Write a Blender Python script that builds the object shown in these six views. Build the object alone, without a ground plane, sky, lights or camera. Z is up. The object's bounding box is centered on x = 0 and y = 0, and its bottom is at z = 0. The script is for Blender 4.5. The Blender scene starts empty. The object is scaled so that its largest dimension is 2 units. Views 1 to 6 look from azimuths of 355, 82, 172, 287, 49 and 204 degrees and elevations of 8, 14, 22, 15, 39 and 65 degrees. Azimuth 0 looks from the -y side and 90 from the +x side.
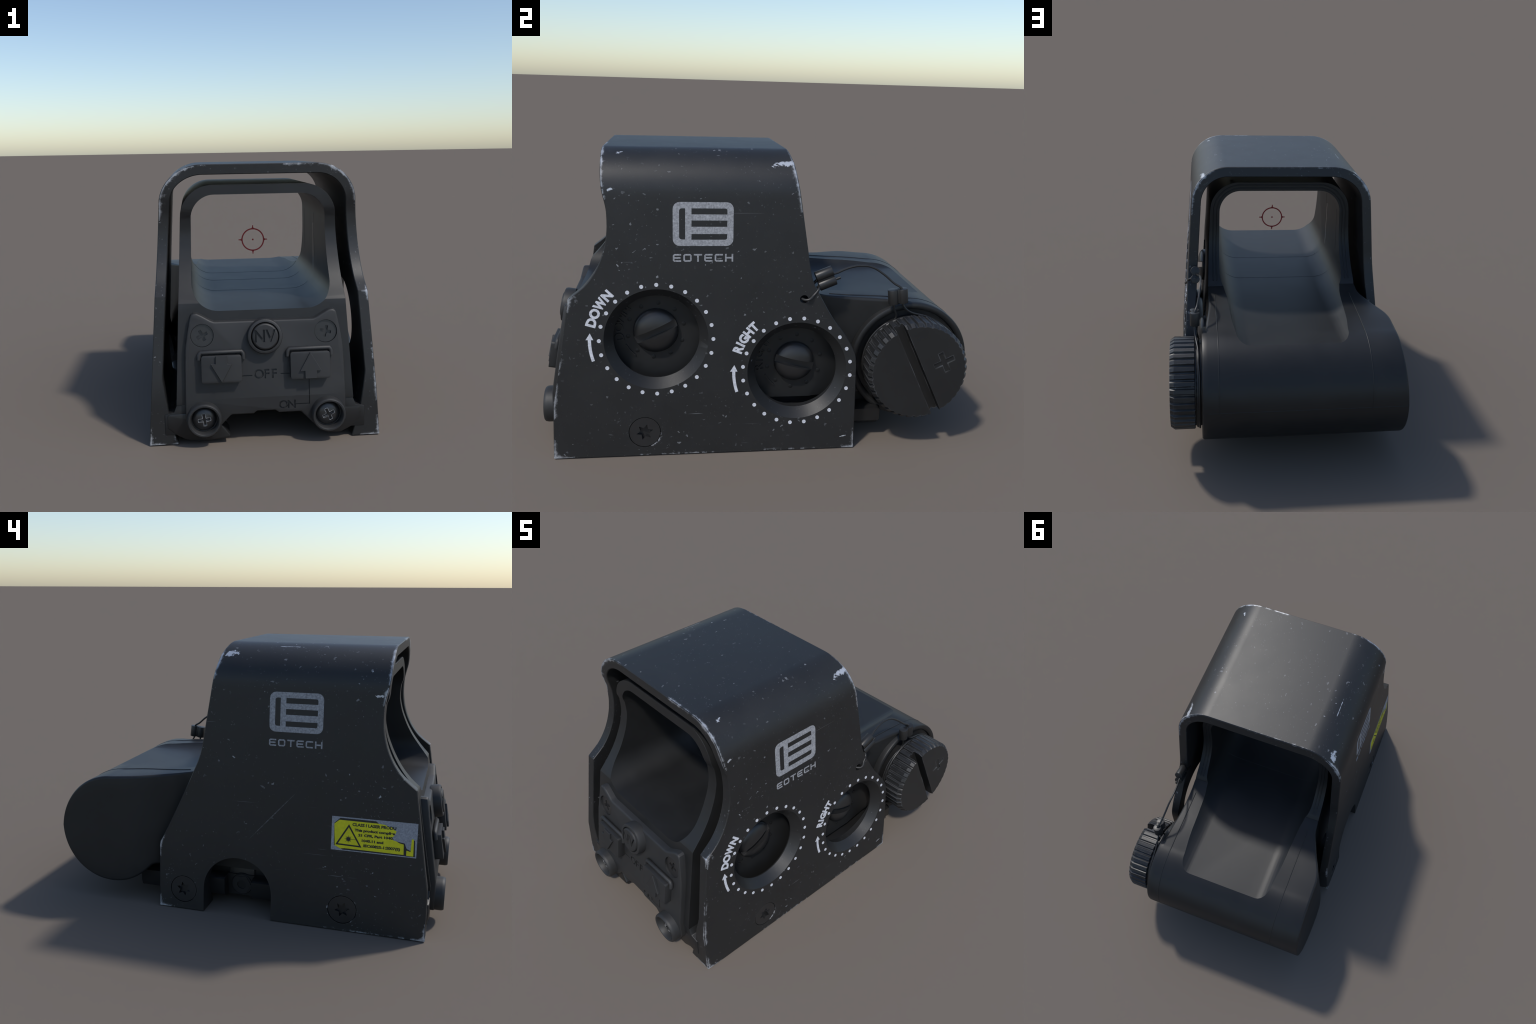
import bpy, bmesh, math, random
import numpy as np
from mathutils import Vector, Matrix, Euler
random.seed(7)
rng = np.random.default_rng(7)
CX = -0.02                      # plane of symmetry of hood and housing
SL = 0.063                      # taper of the hood walls (dx per dz)
TOP = 1.365
pi = math.pi

# ------------------------------------------------------------------ helpers
COL = bpy.context.scene.collection

def link(ob):
    COL.objects.link(ob); return ob

def make(name, bm, mat, parent, smooth=35, doubles=1e-5):
    if doubles: bmesh.ops.remove_doubles(bm, verts=bm.verts, dist=doubles)
    bmesh.ops.recalc_face_normals(bm, faces=bm.faces)
    me = bpy.data.meshes.new(name); bm.to_mesh(me); bm.free()
    ob = link(bpy.data.objects.new(name, me))
    if mat: me.materials.append(mat)
    ob.parent = parent
    shade(me, smooth)
    return ob

def shade(me, ang):
    bm = bmesh.new(); bm.from_mesh(me)
    for f in bm.faces: f.smooth = ang > 0
    for e in bm.edges:
        e.smooth = not (len(e.link_faces) == 2 and e.calc_face_angle(0) > math.radians(ang))
    bm.to_mesh(me); bm.free()

def apply_mods(ob, ang=35):
    dg = bpy.context.evaluated_depsgraph_get()
    dg.update()
    me = bpy.data.meshes.new_from_object(ob.evaluated_get(dg), depsgraph=dg)
    old = ob.data
    ob.modifiers.clear(); ob.data = me
    me.name = old.name if old.users == 0 else me.name
    shade(me, ang)

def cut(ob, cutters, ang=35, op='DIFFERENCE'):
    for i, c in enumerate(cutters):
        m = ob.modifiers.new('b%d' % i, 'BOOLEAN'); m.operation = op; m.object = c; m.solver = 'EXACT'
    bpy.context.view_layer.update()
    apply_mods(ob, ang)
    for c in cutters: bpy.data.objects.remove(c)

def bevel(ob, w, seg=2, ang=40, sm=35):
    m = ob.modifiers.new('bev', 'BEVEL'); m.width = w; m.segments = seg
    m.limit_method = 'ANGLE'; m.angle_limit = math.radians(ang); m.use_clamp_overlap = True
    bpy.context.view_layer.update()
    apply_mods(ob, sm)

def pchip(xs, ys):
    """monotone cubic through control points"""
    xs = np.array(xs, float); ys = np.array(ys, float)
    h = np.diff(xs); d = np.diff(ys) / h; m = np.zeros_like(xs)
    for i in range(1, len(xs) - 1):
        if d[i-1] * d[i] > 0:
            w1 = 2*h[i] + h[i-1]; w2 = h[i] + 2*h[i-1]
            m[i] = (w1 + w2) / (w1 / d[i-1] + w2 / d[i])
    m[0] = d[0]; m[-1] = d[-1]
    def f(x):
        x = min(max(x, xs[0]), xs[-1]); i = min(int(np.searchsorted(xs, x, 'right')) - 1, len(xs) - 2)
        t = (x - xs[i]) / h[i]
        return float((1+2*t)*(1-t)**2*ys[i] + t*(1-t)**2*h[i]*m[i] + t*t*(3-2*t)*ys[i+1] + t*t*(t-1)*h[i]*m[i+1])
    return f

def lin(xs, ys): return lambda x: float(np.interp(x, xs, ys))

def lathe(name, prof, seg, mat, parent, axis='X', origin=(0, 0, 0), smooth=35, radius_fn=None):
    """prof: (along axis, radius) pairs, swept round the axis; open ends are closed with fans"""
    bm = bmesh.new(); rings = []
    for k, (a, r) in enumerate(prof):
        ring = []
        for i in range(seg):
            t = 2*pi*i/seg
            rr = r if radius_fn is None else radius_fn(k, i, r)
            ring.append(bm.verts.new((a, rr*math.cos(t), rr*math.sin(t))))
        rings.append(ring)
    for A, B in zip(rings, rings[1:]):
        for i in range(seg):
            bm.faces.new((A[i], A[(i+1) % seg], B[(i+1) % seg], B[i]))
    for R in (rings[0], rings[-1]):
        try: bm.faces.new(R)
        except ValueError: pass
    ob = make(name, bm, mat, parent, smooth)
    M = {'X': Matrix.Identity(4), 'Y': Matrix.Rotation(-pi/2, 4, 'Z'), 'Z': Matrix.Rotation(-pi/2, 4, 'Y')}[axis]
    ob.data.transform(Matrix.Translation(origin) @ M)
    return ob

def box(name, lo, hi, mat, parent, bev=0.0, seg=2):
    bm = bmesh.new()
    bmesh.ops.create_cube(bm, size=1)
    for v in bm.verts:
        v.co = Vector([(lo[k] + hi[k])/2 + v.co[k]*(hi[k]-lo[k]) for k in range(3)])
    if bev: bmesh.ops.bevel(bm, geom=bm.edges[:], offset=bev, segments=seg, profile=.5, affect='EDGES')
    return make(name, bm, mat, parent)

def extrude_poly(name, pts, lo, hi, axis, mat, parent, smooth=35):
    """prism of a polygon; axis 'y': pts are (x,z); axis 'x': pts are (y,z)"""
    bm = bmesh.new(); n = len(pts)
    def P(p, a): return (p[0], a, p[1]) if axis == 'y' else (a, p[0], p[1])
    A = [bm.verts.new(P(p, lo)) for p in pts]; B = [bm.verts.new(P(p, hi)) for p in pts]
    bm.faces.new(A); bm.faces.new(B)
    for i in range(n): bm.faces.new((A[i], A[(i+1) % n], B[(i+1) % n], B[i]))
    return make(name, bm, mat, parent, smooth)

def flat(loops, depth):
    """mesh of a filled 2D figure (inner loops are holes), z from 0 to depth"""
    cu = bpy.data.curves.new('fig', 'CURVE'); cu.dimensions = '2D'; cu.fill_mode = 'BOTH'; cu.extrude = depth/2
    for lp in loops:
        sp = cu.splines.new('POLY'); sp.points.add(len(lp)-1); sp.use_cyclic_u = True
        for p, q in zip(sp.points, lp): p.co = (q[0], q[1], 0, 1)
    return curve_mesh(cu, depth/2)

def letters(s, size, depth, offset=0.0, align='CENTER', shear=0.0, sx=1.0):
    cu = bpy.data.curves.new('txt', 'FONT'); cu.body = s; cu.size = size; cu.extrude = depth/2
    cu.align_x = align; cu.align_y = 'CENTER'; cu.offset = offset; cu.shear = shear; cu.resolution_u = 3
    me = curve_mesh(cu, depth/2)
    me.transform(Matrix.Diagonal((sx, 1, 1, 1)))
    return me

def curve_mesh(cu, lift):
    ob = link(bpy.data.objects.new('tmp', cu)); bpy.context.view_layer.update()
    dg = bpy.context.evaluated_depsgraph_get()
    me = bpy.data.meshes.new_from_object(ob.evaluated_get(dg), depsgraph=dg)
    bpy.data.objects.remove(ob); bpy.data.curves.remove(cu)
    me.materials.clear()
    me.transform(Matrix.Translation((0, 0, lift)))
    bm = bmesh.new(); bm.from_mesh(me)
    bmesh.ops.remove_doubles(bm, verts=bm.verts, dist=1e-6); bmesh.ops.recalc_face_normals(bm, faces=bm.faces)
    bm.to_mesh(me); bm.free()
    return me

def put(name, me, M, mat, parent, ang=30):
    me.name = name
    me.transform(M)
    if mat: me.materials.append(mat)
    shade(me, ang)
    ob = link(bpy.data.objects.new(name, me)); ob.parent = parent
    return ob

def join_mesh(meshes):
    bm = bmesh.new()
    for m in meshes: bm.from_mesh(m)
    me = bpy.data.meshes.new('joined'); bm.to_mesh(me); bm.free()
    for m in meshes: bpy.data.meshes.remove(m)
    return me

def tube(name, pts, r, mat, parent, cyclic=False, bez=True, res=10, bres=4):
    cu = bpy.data.curves.new(name, 'CURVE'); cu.dimensions = '3D'; cu.bevel_depth = r; cu.bevel_resolution = bres
    cu.use_fill_caps = True; cu.resolution_u = res
    if bez:
        sp = cu.splines.new('BEZIER'); sp.bezier_points.add(len(pts)-1)
        for b, p in zip(sp.bezier_points, pts):
            b.co = p; b.handle_left_type = b.handle_right_type = 'AUTO'
    else:
        sp = cu.splines.new('POLY'); sp.points.add(len(pts)-1)
        for b, p in zip(sp.points, pts): b.co = (*p, 1)
    sp.use_cyclic_u = cyclic
    me = curve_mesh(cu, 0)
    return put(name, me, Matrix.Identity(4), mat, parent, 50)

def circle(r, n=32, c=(0, 0), a0=0.0): return [(c[0]+r*math.cos(a0+2*pi*i/n), c[1]+r*math.sin(a0+2*pi*i/n)) for i in range(n)]

def rrect(x0, y0, x1, y1, r, n=6):
    out = []
    for cx, cy, a in ((x1-r, y1-r, 0), (x0+r, y1-r, pi/2), (x0+r, y0+r, pi), (x1-r, y0+r, 1.5*pi)):
        out += [(cx+r*math.cos(a+pi/2*i/n), cy+r*math.sin(a+pi/2*i/n)) for i in range(n+1)]
    return out

# hood wall planes: local frame (u to the viewer's right, v up, w outwards)
def right_frame(y, z, off=0.0):
    n = Vector((1, 0, SL)).normalized(); v = Vector((-SL, 0, 1)).normalized(); u = Vector((0, 1, 0))
    o = Vector((CX + 0.576 - SL*z, y, z)) + n*off
    return Matrix.Translation(o) @ Matrix((u, v, n)).transposed().to_4x4()
def left_frame(y, z, off=0.0):
    n = Vector((-1, 0, SL)).normalized(); v = Vector((SL, 0, 1)).normalized(); u = Vector((0, -1, 0))
    o = Vector((CX - 0.576 + SL*z, y, z)) + n*off
    return Matrix.Translation(o) @ Matrix((u, v, n)).transposed().to_4x4()

# ------------------------------------------------------------------ materials
class NT:
    def __init__(s, name):
        s.m = bpy.data.materials.new(name); s.m.use_nodes = True; s.t = s.m.node_tree; s.t.nodes.clear()
        s.out = s.n('ShaderNodeOutputMaterial'); s.b = s.n('ShaderNodeBsdfPrincipled')
        s.l(s.b.outputs[0], s.out.inputs[0]); s.co = s.n('ShaderNodeTexCoord').outputs['Object']
    def n(s, t, **k):
        x = s.t.nodes.new(t)
        for a, v in k.items(): setattr(x, a, v)
        return x
    def l(s, a, b): s.t.links.new(a, b)
    def set(s, node, key, v):
        if isinstance(v, bpy.types.NodeSocket): s.l(v, node.inputs[key])
        else: node.inputs[key].default_value = v
    def math(s, op, a, b=0.0, clamp=False):
        x = s.n('ShaderNodeMath', operation=op, use_clamp=clamp); s.set(x, 0, a); s.set(x, 1, b); return x.outputs[0]
    def mapping(s, scale, rot=(0, 0, 0), loc=(0, 0, 0), vec=None):
        x = s.n('ShaderNodeMapping'); s.l(vec or s.co, x.inputs[0]); x.inputs['Scale'].default_value = scale
        x.inputs['Rotation'].default_value = rot; x.inputs['Location'].default_value = loc; return x.outputs[0]
    def noise(s, scale, detail=4, rough=.55, vec=None, dist=0.0):
        x = s.n('ShaderNodeTexNoise'); s.l(vec or s.co, x.inputs['Vector'])
        x.inputs['Scale'].default_value = scale; x.inputs['Detail'].default_value = detail
        x.inputs['Roughness'].default_value = rough; x.inputs['Distortion'].default_value = dist; return x.outputs['Fac']
    def rng(s, v, a, b, c=0.0, d=1.0, smooth=False):
        x = s.n('ShaderNodeMapRange'); x.interpolation_type = 'SMOOTHSTEP' if smooth else 'LINEAR'
        s.set(x, 0, v); s.set(x, 1, a); s.set(x, 2, b); s.set(x, 3, c); s.set(x, 4, d); return x.outputs[0]
    def mix(s, f, a, b):
        x = s.n('ShaderNodeMix', data_type='RGBA'); s.set(x, 0, f); s.set(x, 6, a); s.set(x, 7, b); return x.outputs[2]
    def bump(s, h, strength, dist=.01):
        x = s.n('ShaderNodeBump'); s.set(x, 'Height', h); x.inputs['Strength'].default_value = strength
        x.inputs['Distance'].default_value = dist; s.l(x.outputs[0], s.b.inputs['Normal'])

def rgb(a, b=None, c=None): return (a, a if b is None else b, a if c is None else c, 1)

def finish(name, dark, light, rough=.45, metal=0.0, spec=.5, grain=220, bump=.06, coat=0.0):
    t = NT(name)
    big = t.noise(6, 5); fine = t.noise(grain, 3, .7)
    f = t.math('ADD', t.math('MULTIPLY', big, .6), t.math('MULTIPLY', fine, .4))
    t.l(t.mix(t.rng(f, .35, .65), dark, light), t.b.inputs['Base Color'])
    t.l(t.rng(big, .3, .7, rough-.015, rough+.02), t.b.inputs['Roughness'])
    t.b.inputs['Metallic'].default_value = metal; t.b.inputs['Specular IOR Level'].default_value = spec
    t.b.inputs['Coat Weight'].default_value = coat
    t.bump(fine, bump, .004)
    return t

DARK, LIGHT = rgb(.0125, .0128, .0132), rgb(.018, .0182, .0187)

def worn_hood():
    t = NT('worn_black_anodising')
    big = t.noise(6, 5); fine = t.noise(200, 3, .7)
    f = t.math('ADD', t.math('MULTIPLY', big, .5), t.math('MULTIPLY', fine, .5))
    base = t.mix(t.rng(f, .35, .65), DARK, LIGHT)
    # --- bare metal along chosen worn corners: only close to a sharp edge
    bv = t.n('ShaderNodeBevel', samples=8); bv.inputs['Radius'].default_value = .032
    geo = t.n('ShaderNodeNewGeometry')
    dot = t.n('ShaderNodeVectorMath', operation='DOT_PRODUCT'); t.l(bv.outputs[0], dot.inputs[0]); t.l(geo.outputs['Normal'], dot.inputs[1])
    edge = t.rng(dot.outputs['Value'], .995, .80)
    spots = [((.44, .128, 1.29), .16, 1.0), ((.36, .10, 1.345), .07, .6), ((-.47, .125, 1.28), .15, 1.0), ((.40, -.70, 1.29), .24, .9), ((-.45, -.70, 1.27), .24, .9),
             ((.20, -.70, 1.36), .22, .62), ((-.05, .11, 1.36), .2, .5), ((-.25, .11, 1.36), .12, .55), ((.556, -.927, 0), .13, 1.0), ((-.596, -.927, 0), .13, 1.0), ((-.46, -.927, 0), .06, .7),
             ((.556, .437, 0), .12, .95), ((-.596, .437, 0), .10, .9), ((.505, -.845, .72), .07, .9), ((-.575, .436, .345), .09, .9),
             ((.54, -.925, .26), .12, .85), ((.53, -.90, .42), .10, .6), ((.48, .15, 1.16), .10, .8), ((-.52, -.69, 1.15), .10, 1.0), ((.556, .1, 0), .25, .45), ((.556, -.35, 0), .25, .5), ((-.596, -.6, 0), .25, .45)]
    hot = None
    for c, r, k in spots:
        d = t.n('ShaderNodeVectorMath', operation='DISTANCE'); t.l(t.co, d.inputs[0]); d.inputs[1].default_value = c
        h = t.rng(d.outputs['Value'], r*.25, r, k, 0.0)
        hot = h if hot is None else t.math('MAXIMUM', hot, h)
    rag = t.noise(38, 6, .7)
    rag2 = t.noise(11, 3)
    e1 = t.math('ADD', t.math('MULTIPLY', edge, .50), t.math('MULTIPLY', hot, .66))
    e2 = t.math('ADD', e1, t.math('MULTIPLY', t.math('SUBTRACT', rag, .5), 1.9))
    e2 = t.math('ADD', e2, t.math('MULTIPLY', t.math('SUBTRACT', rag2, .5), .6))
    # depth below the outer skin of the hood: wear sits on the outer edge only
    sp = t.n('ShaderNodeSeparateXYZ'); t.l(t.co, sp.inputs[0])
    ax = t.math('ABSOLUTE', t.math('SUBTRACT', sp.outputs[0], CX))
    qx = t.math('MAXIMUM', t.math('SUBTRACT', ax, t.math('SUBTRACT', .376, t.math('MULTIPLY', sp.outputs[2], SL))), 0.0)
    qz = t.math('MAXIMUM', t.math('SUBTRACT', sp.outputs[2], TOP-.2), 0.0)
    rr_ = t.math('SQRT', t.math('ADD', t.math('MULTIPLY', qx, qx), t.math('MULTIPLY', qz, qz)))
    skin = t.math('MAXIMUM', t.rng(rr_, .165, .178), t.rng(sp.outputs[2], .05, .03))
    gate = t.math('MULTIPLY', t.math('MULTIPLY', t.rng(edge, .02, .12), t.rng(hot, .02, .15)), skin)
    wear = t.math('MULTIPLY', t.rng(e2, .78, .86), gate)
    # ragged streaks running in from the two rear corners and the front corner
    for c, rot, L, W in (((.425, .085, 1.31), .15, .075, .018), ((-.45, .08, 1.315), -.2, .07, .02), ((.47, -.66, 1.2), .2, .03, .01), ((.385, -.63, 1.345), .1, .025, .006),
                         ((-.515, -.655, 1.15), .1, .03, .014), ((-.385, -.2, 1.345), .0, .004, .09), ((.545, .385, .06), .2, .03, .004)):
        mp = t.n('ShaderNodeMapping'); mp.vector_type = 'TEXTURE'; t.l(t.co, mp.inputs[0])
        mp.inputs['Location'].default_value = c; mp.inputs['Rotation'].default_value = (rot, 0, 0); mp.inputs['Scale'].default_value = (.05, L, W) if L > W else (L, W, .05)
        ln = t.n('ShaderNodeVectorMath', operation='LENGTH'); t.l(mp.outputs[0], ln.inputs[0])
        s = t.math('ADD', t.rng(ln.outputs['Value'], 1.3, .2), t.math('MULTIPLY', t.math('SUBTRACT', rag, .5), 2.6))
        wear = t.math('MAXIMUM', wear, t.math('MULTIPLY', t.rng(s, .70, .80), t.rng(ln.outputs['Value'], 1.3, 1.15)))
    # --- scattered chips and nicks
    warp = t.n('ShaderNodeVectorMath', operation='ADD'); wn = t.n('ShaderNodeTexNoise'); t.l(t.co, wn.inputs['Vector']); wn.inputs['Scale'].default_value = 45
    sc = t.n('ShaderNodeVectorMath', operation='SCALE'); t.l(wn.outputs['Color'], sc.inputs[0]); sc.inputs['Scale'].default_value = .035
    t.l(t.co, warp.inputs[0]); t.l(sc.outputs[0], warp.inputs[1])
    chips = None
    for scale, rad, keep, amt, stretch in ((36, .23, .89, .36, (1, 1, 1)), (62, .32, .89, .24, (1, .55, 1)), (17, .10, .83, .60, (1, .8, 1)), (115, .40, .86, .11, (1, 1, 1))):
        v = t.n('ShaderNodeTexVoronoi'); t.l(t.mapping(stretch, vec=warp.outputs[0]), v.inputs['Vector']); v.inputs['Scale'].default_value = scale
        sep = t.n('ShaderNodeSeparateColor'); t.l(v.outputs['Color'], sep.inputs[0])
        r = t.math('MULTIPLY', sep.outputs[1], rad)
        c = t.math('MULTIPLY', t.rng(t.math('SUBTRACT', v.outputs['Distance'], r), 0, -.02), t.math('GREATER_THAN', sep.outputs[0], keep))
        c = t.math('MULTIPLY', c, amt)
        chips = c if chips is None else t.math('MAXIMUM', chips, c)
    # chips come in drifts
    drift = t.rng(t.noise(4.5, 3, .6), .42, .60, .10, 1.0)
    chips = t.math('MULTIPLY', chips, drift)
    # --- long hair scratches
    scr = None
    for rot, loc in (((.9, .0, .0), (0, 0, 0)), ((-.6, .0, .4), (3, 1, 2)), ((.15, 0, 1.2), (5, 4, 1))):
        v = t.noise(1, 2, .4, vec=t.mapping((14, 2.2, 160), rot, loc))
        gate2 = t.rng(t.noise(5, 2, .5, vec=t.mapping((1, 1, 1), rot, loc)), .60, .68)
        s = t.math('MULTIPLY', t.rng(v, .735, .76), gate2)
        scr = s if scr is None else t.math('MAXIMUM', scr, s)
    scr = t.math('MULTIPLY', scr, .22)
    # one long diagonal scratch on the left wall
    mp = t.n('ShaderNodeMapping'); mp.vector_type = 'TEXTURE'; t.l(t.co, mp.inputs[0])
    mp.inputs['Location'].default_value = (-.57, -.165, .545); mp.inputs['Rotation'].default_value = (-math.atan2(.27, .245), 0, 0); mp.inputs['Scale'].default_value = (.05, .19, .0028)
    ln = t.n('ShaderNodeVectorMath', operation='LENGTH'); t.l(mp.outputs[0], ln.inputs[0])
    longs = t.math('MULTIPLY', t.rng(ln.outputs['Value'], 1.0, .5), t.rng(t.noise(60, 3), .35, .65, .02, .22))
    marks = t.math('MAXIMUM', t.math('MAXIMUM', chips, scr), longs)
    allw = t.math('MAXIMUM', t.math('MULTIPLY', wear, .95), marks)
    col = t.mix(allw, base, rgb(.56, .58, .62))
    t.l(col, t.b.inputs['Base Color'])
    t.l(t.math('ADD', t.rng(big, .3, .7, .44, .475), t.math('MULTIPLY', wear, -.05)), t.b.inputs['Roughness'])
    t.l(t.math('MULTIPLY', wear, .45), t.b.inputs['Metallic'])
    t.b.inputs['Specular IOR Level'].default_value = .52
    t.bump(t.math('SUBTRACT', t.math('MULTIPLY', fine, .5), allw), .10, .004)
    return t.m

M_HOOD = worn_hood()
M_BODY = finish('black_housing_coating', DARK, LIGHT, .44, spec=.40).m
M_PANEL = finish('rubber_black', rgb(.018, .0183, .019), rgb(.024, .0243, .025), .55, grain=260).m
M_DEEP = finish('black_steel', rgb(.010, .010, .0105), rgb(.016, .016, .0165), .38).m
M_SCREW = finish('dark_screw_steel', rgb(.013, .013, .0135), rgb(.022, .022, .023), .36, spec=.6).m
def edge_glint(t, amt=.6, rad=.004):
    old = t.b.inputs['Base Color'].links[0].from_socket
    bv = t.n('ShaderNodeBevel', samples=6); bv.inputs['Radius'].default_value = rad
    geo = t.n('ShaderNodeNewGeometry')
    dot = t.n('ShaderNodeVectorMath', operation='DOT_PRODUCT'); t.l(bv.outputs[0], dot.inputs[0]); t.l(geo.outputs['Normal'], dot.inputs[1])
    e = t.math('MULTIPLY', t.rng(dot.outputs['Value'], .97, .80), t.rng(t.noise(70, 3), .40, .55, .1, amt))
    t.l(t.mix(e, old, rgb(.55, .57, .60)), t.b.inputs['Base Color'])
    return t.m
M_BRIGHT = edge_glint(finish('cross_screw_painted_glints', rgb(.012, .0122, .013), rgb(.020, .0205, .022), .34, spec=.7), .75, .006)  # bright glints on the cross recess edges painted into base colour
M_PIT = finish('painted_pit_shadow', rgb(.0025), rgb(.004), .6).m
M_CORD = finish('black_cord', rgb(.014), rgb(.022), .4).m

def cap_mat():
    t = finish('worn_cap_black', DARK, LIGHT, .42)
    old = t.b.inputs['Base Color'].links[0].from_socket
    bv = t.n('ShaderNodeBevel', samples=6); bv.inputs['Radius'].default_value = .006
    geo = t.n('ShaderNodeNewGeometry')
    dot = t.n('ShaderNodeVectorMath', operation='DOT_PRODUCT'); t.l(bv.outputs[0], dot.inputs[0]); t.l(geo.outputs['Normal'], dot.inputs[1])
    e = t.math('MULTIPLY', t.rng(dot.outputs['Value'], .99, .85), t.rng(t.noise(9, 3), .45, .6, .05, .5))
    v = t.n('ShaderNodeTexVoronoi'); t.l(t.co, v.inputs['Vector']); v.inputs['Scale'].default_value = 26
    sep = t.n('ShaderNodeSeparateColor'); t.l(v.outputs['Color'], sep.inputs[0])
    c = t.math('MULTIPLY', t.rng(t.math('SUBTRACT', v.outputs['Distance'], t.math('MULTIPLY', sep.outputs[1], .14)), 0, -.02), t.math('GREATER_THAN', sep.outputs[0], .68))
    a = t.math('MULTIPLY', t.math('MAXIMUM', e, t.math('MULTIPLY', c, .3)), .45)
    t.l(t.mix(a, old, rgb(.5, .52, .56)), t.b.inputs['Base Color'])
    return t.m
M_CAP = cap_mat()

def print_mat(name, a, b, rough=.5, scale=90, lo=.35, hi=.65):
    t = NT(name); f = t.noise(scale, 4, .7)
    t.l(t.mix(t.rng(f, lo, hi), a, b), t.b.inputs['Base Color']); t.b.inputs['Roughness'].default_value = rough
    return t.m
M_WHITE = print_mat('white_marking_paint', rgb(.50, .51, .55), rgb(.72, .73, .78), .5)
M_LOGO = print_mat('worn_silver_print', rgb(.17, .175, .185), rgb(.42, .43, .46), .5, 110, .3, .7)
M_FOIL = print_mat('silver_label_foil', rgb(.20, .21, .24), rgb(.38, .40, .45), .45, 130, .3, .7)
M_YELLOW = print_mat('yellow_label_print', rgb(.62, .60, .008), rgb(.74, .70, .012), .5, 40)
M_INK = print_mat('black_label_ink', rgb(.012), rgb(.022), .55)

def glass_mat():
    t = NT('clear_pane'); t.t.nodes.remove(t.b)
    tr = t.n('ShaderNodeBsdfTransparent'); gl = t.n('ShaderNodeBsdfGlossy'); gl.inputs['Roughness'].default_value = .05
    tr.inputs[0].default_value = (.985, .985, .985, 1)
    lw = t.n('ShaderNodeFresnel'); lw.inputs['IOR'].default_value = 1.06
    mx = t.n('ShaderNodeMixShader'); t.l(lw.outputs[0], mx.inputs[0]); t.l(tr.outputs[0], mx.inputs[1]); t.l(gl.outputs[0], mx.inputs[2])
    t.l(mx.outputs[0], t.out.inputs[0]); return t.m
M_GLASS = glass_mat()
def reticle_mat():
    t = NT('red_reticle'); t.b.inputs['Base Color'].default_value = (.45, .07, .07, 1); t.b.inputs['Roughness'].default_value = .6
    t.b.inputs['Specular IOR Level'].default_value = .1; return t.m
M_RET = reticle_mat()

# ------------------------------------------------------------------ root
root = link(bpy.data.objects.new('holographic_sight', None))
root['label'] = 'black holographic weapon sight with worn hood and battery cap'
root['category'] = 'gun sight'

# ------------------------------------------------------------------ hood
hw = lambda z: .576 - SL*z
wall = lin([0, .05, .165, .33, 2], [.142, .125, .087, .052, .052])
yf_low = lin([0, .25, .727], [-.927, -.922, -.846])
yf_up = pchip([.727, .788, .863, .93, .985, 1.05, 1.10, 1.15, 1.185, 1.23, 1.365], [-.846, -.773, -.722, -.695, -.682, -.676, -.677, -.685, -.694, -.700, -.704])
yf = lambda z: yf_low(z) if z < .727 else yf_up(z)
yr_top = lin([.93, 1.183, 1.311, 1.365], [.196, .155, .131, .113])
yr_r = pchip([0, .40, .45, .504, .56, .614, .748, .795, .86, .93], [.438, .437, .431, .407, .370, .328, .249, .224, .207, .196])
yr_l = pchip([0, .335, .355, .40, .732, .795, .86, .93], [.438, .437, .432, .408, .253, .226, .207, .196])
yr = lambda z, s: yr_top(z) if z > .93 else (yr_r(z) if s > 0 else yr_l(z))

R = .20
zc = TOP - R
zs = [0, .05, .10, .165, .25, .33] + [.345, .355, .40, .42, .44, .46, .48, .504, .53, .56, .59, .614, .66, .70, .727] + list(np.arange(.745, zc-.005, .0175)) + [zc]
def arch(off, zlist):
    a_, b_ = arch_half(off, zlist, .200), arch_half(off, zlist, .222)
    return [(CX+x, z, 1) for x, z in a_] + [(CX-x, z, -1) for x, z in reversed(b_)]
def arch_half(off, zlist, R):
    """outline from right foot over the top to left foot: (x, z, side)"""
    pts = []
    for z in zlist: pts.append((hw(z) - (wall(z) if off else 0), z))
    rx, rz = R - off, .200 - off
    xc = hw(zc) - R
    for i in range(1, 21):
        a = math.atan(SL) + (pi/2 - math.atan(SL))*i/20
        pts.append((xc + rx*math.cos(a), zc + rz*math.sin(a)))
    return pts
bm = bmesh.new()
NY = 10
grids = []
for off in (0, .052):
    A = arch(off, zs); g = []
    for x, z, s in A:
        a, b = yf(z), yr(z, s)
        g.append([bm.verts.new((x, a + (b-a)*j/NY, z)) for j in range(NY+1)])
    grids.append(g)
n = len(grids[0])
for g in grids:
    for i in range(n-1):
        for j in range(NY): bm.faces.new((g[i][j], g[i][j+1], g[i+1][j+1], g[i+1][j]))
O, I = grids
for i in range(n-1):
    bm.faces.new((O[i][0], O[i+1][0], I[i+1][0], I[i][0])); bm.faces.new((O[i][NY], O[i+1][NY], I[i+1][NY], I[i][NY]))
for k in (0, n-1):
    for j in range(NY): bm.faces.new((O[k][j], O[k][j+1], I[k][j+1], I[k][j]))
hood = make('hood', bm, M_HOOD, root)
bevel(hood, .0035, 1, 50, 20)

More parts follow.
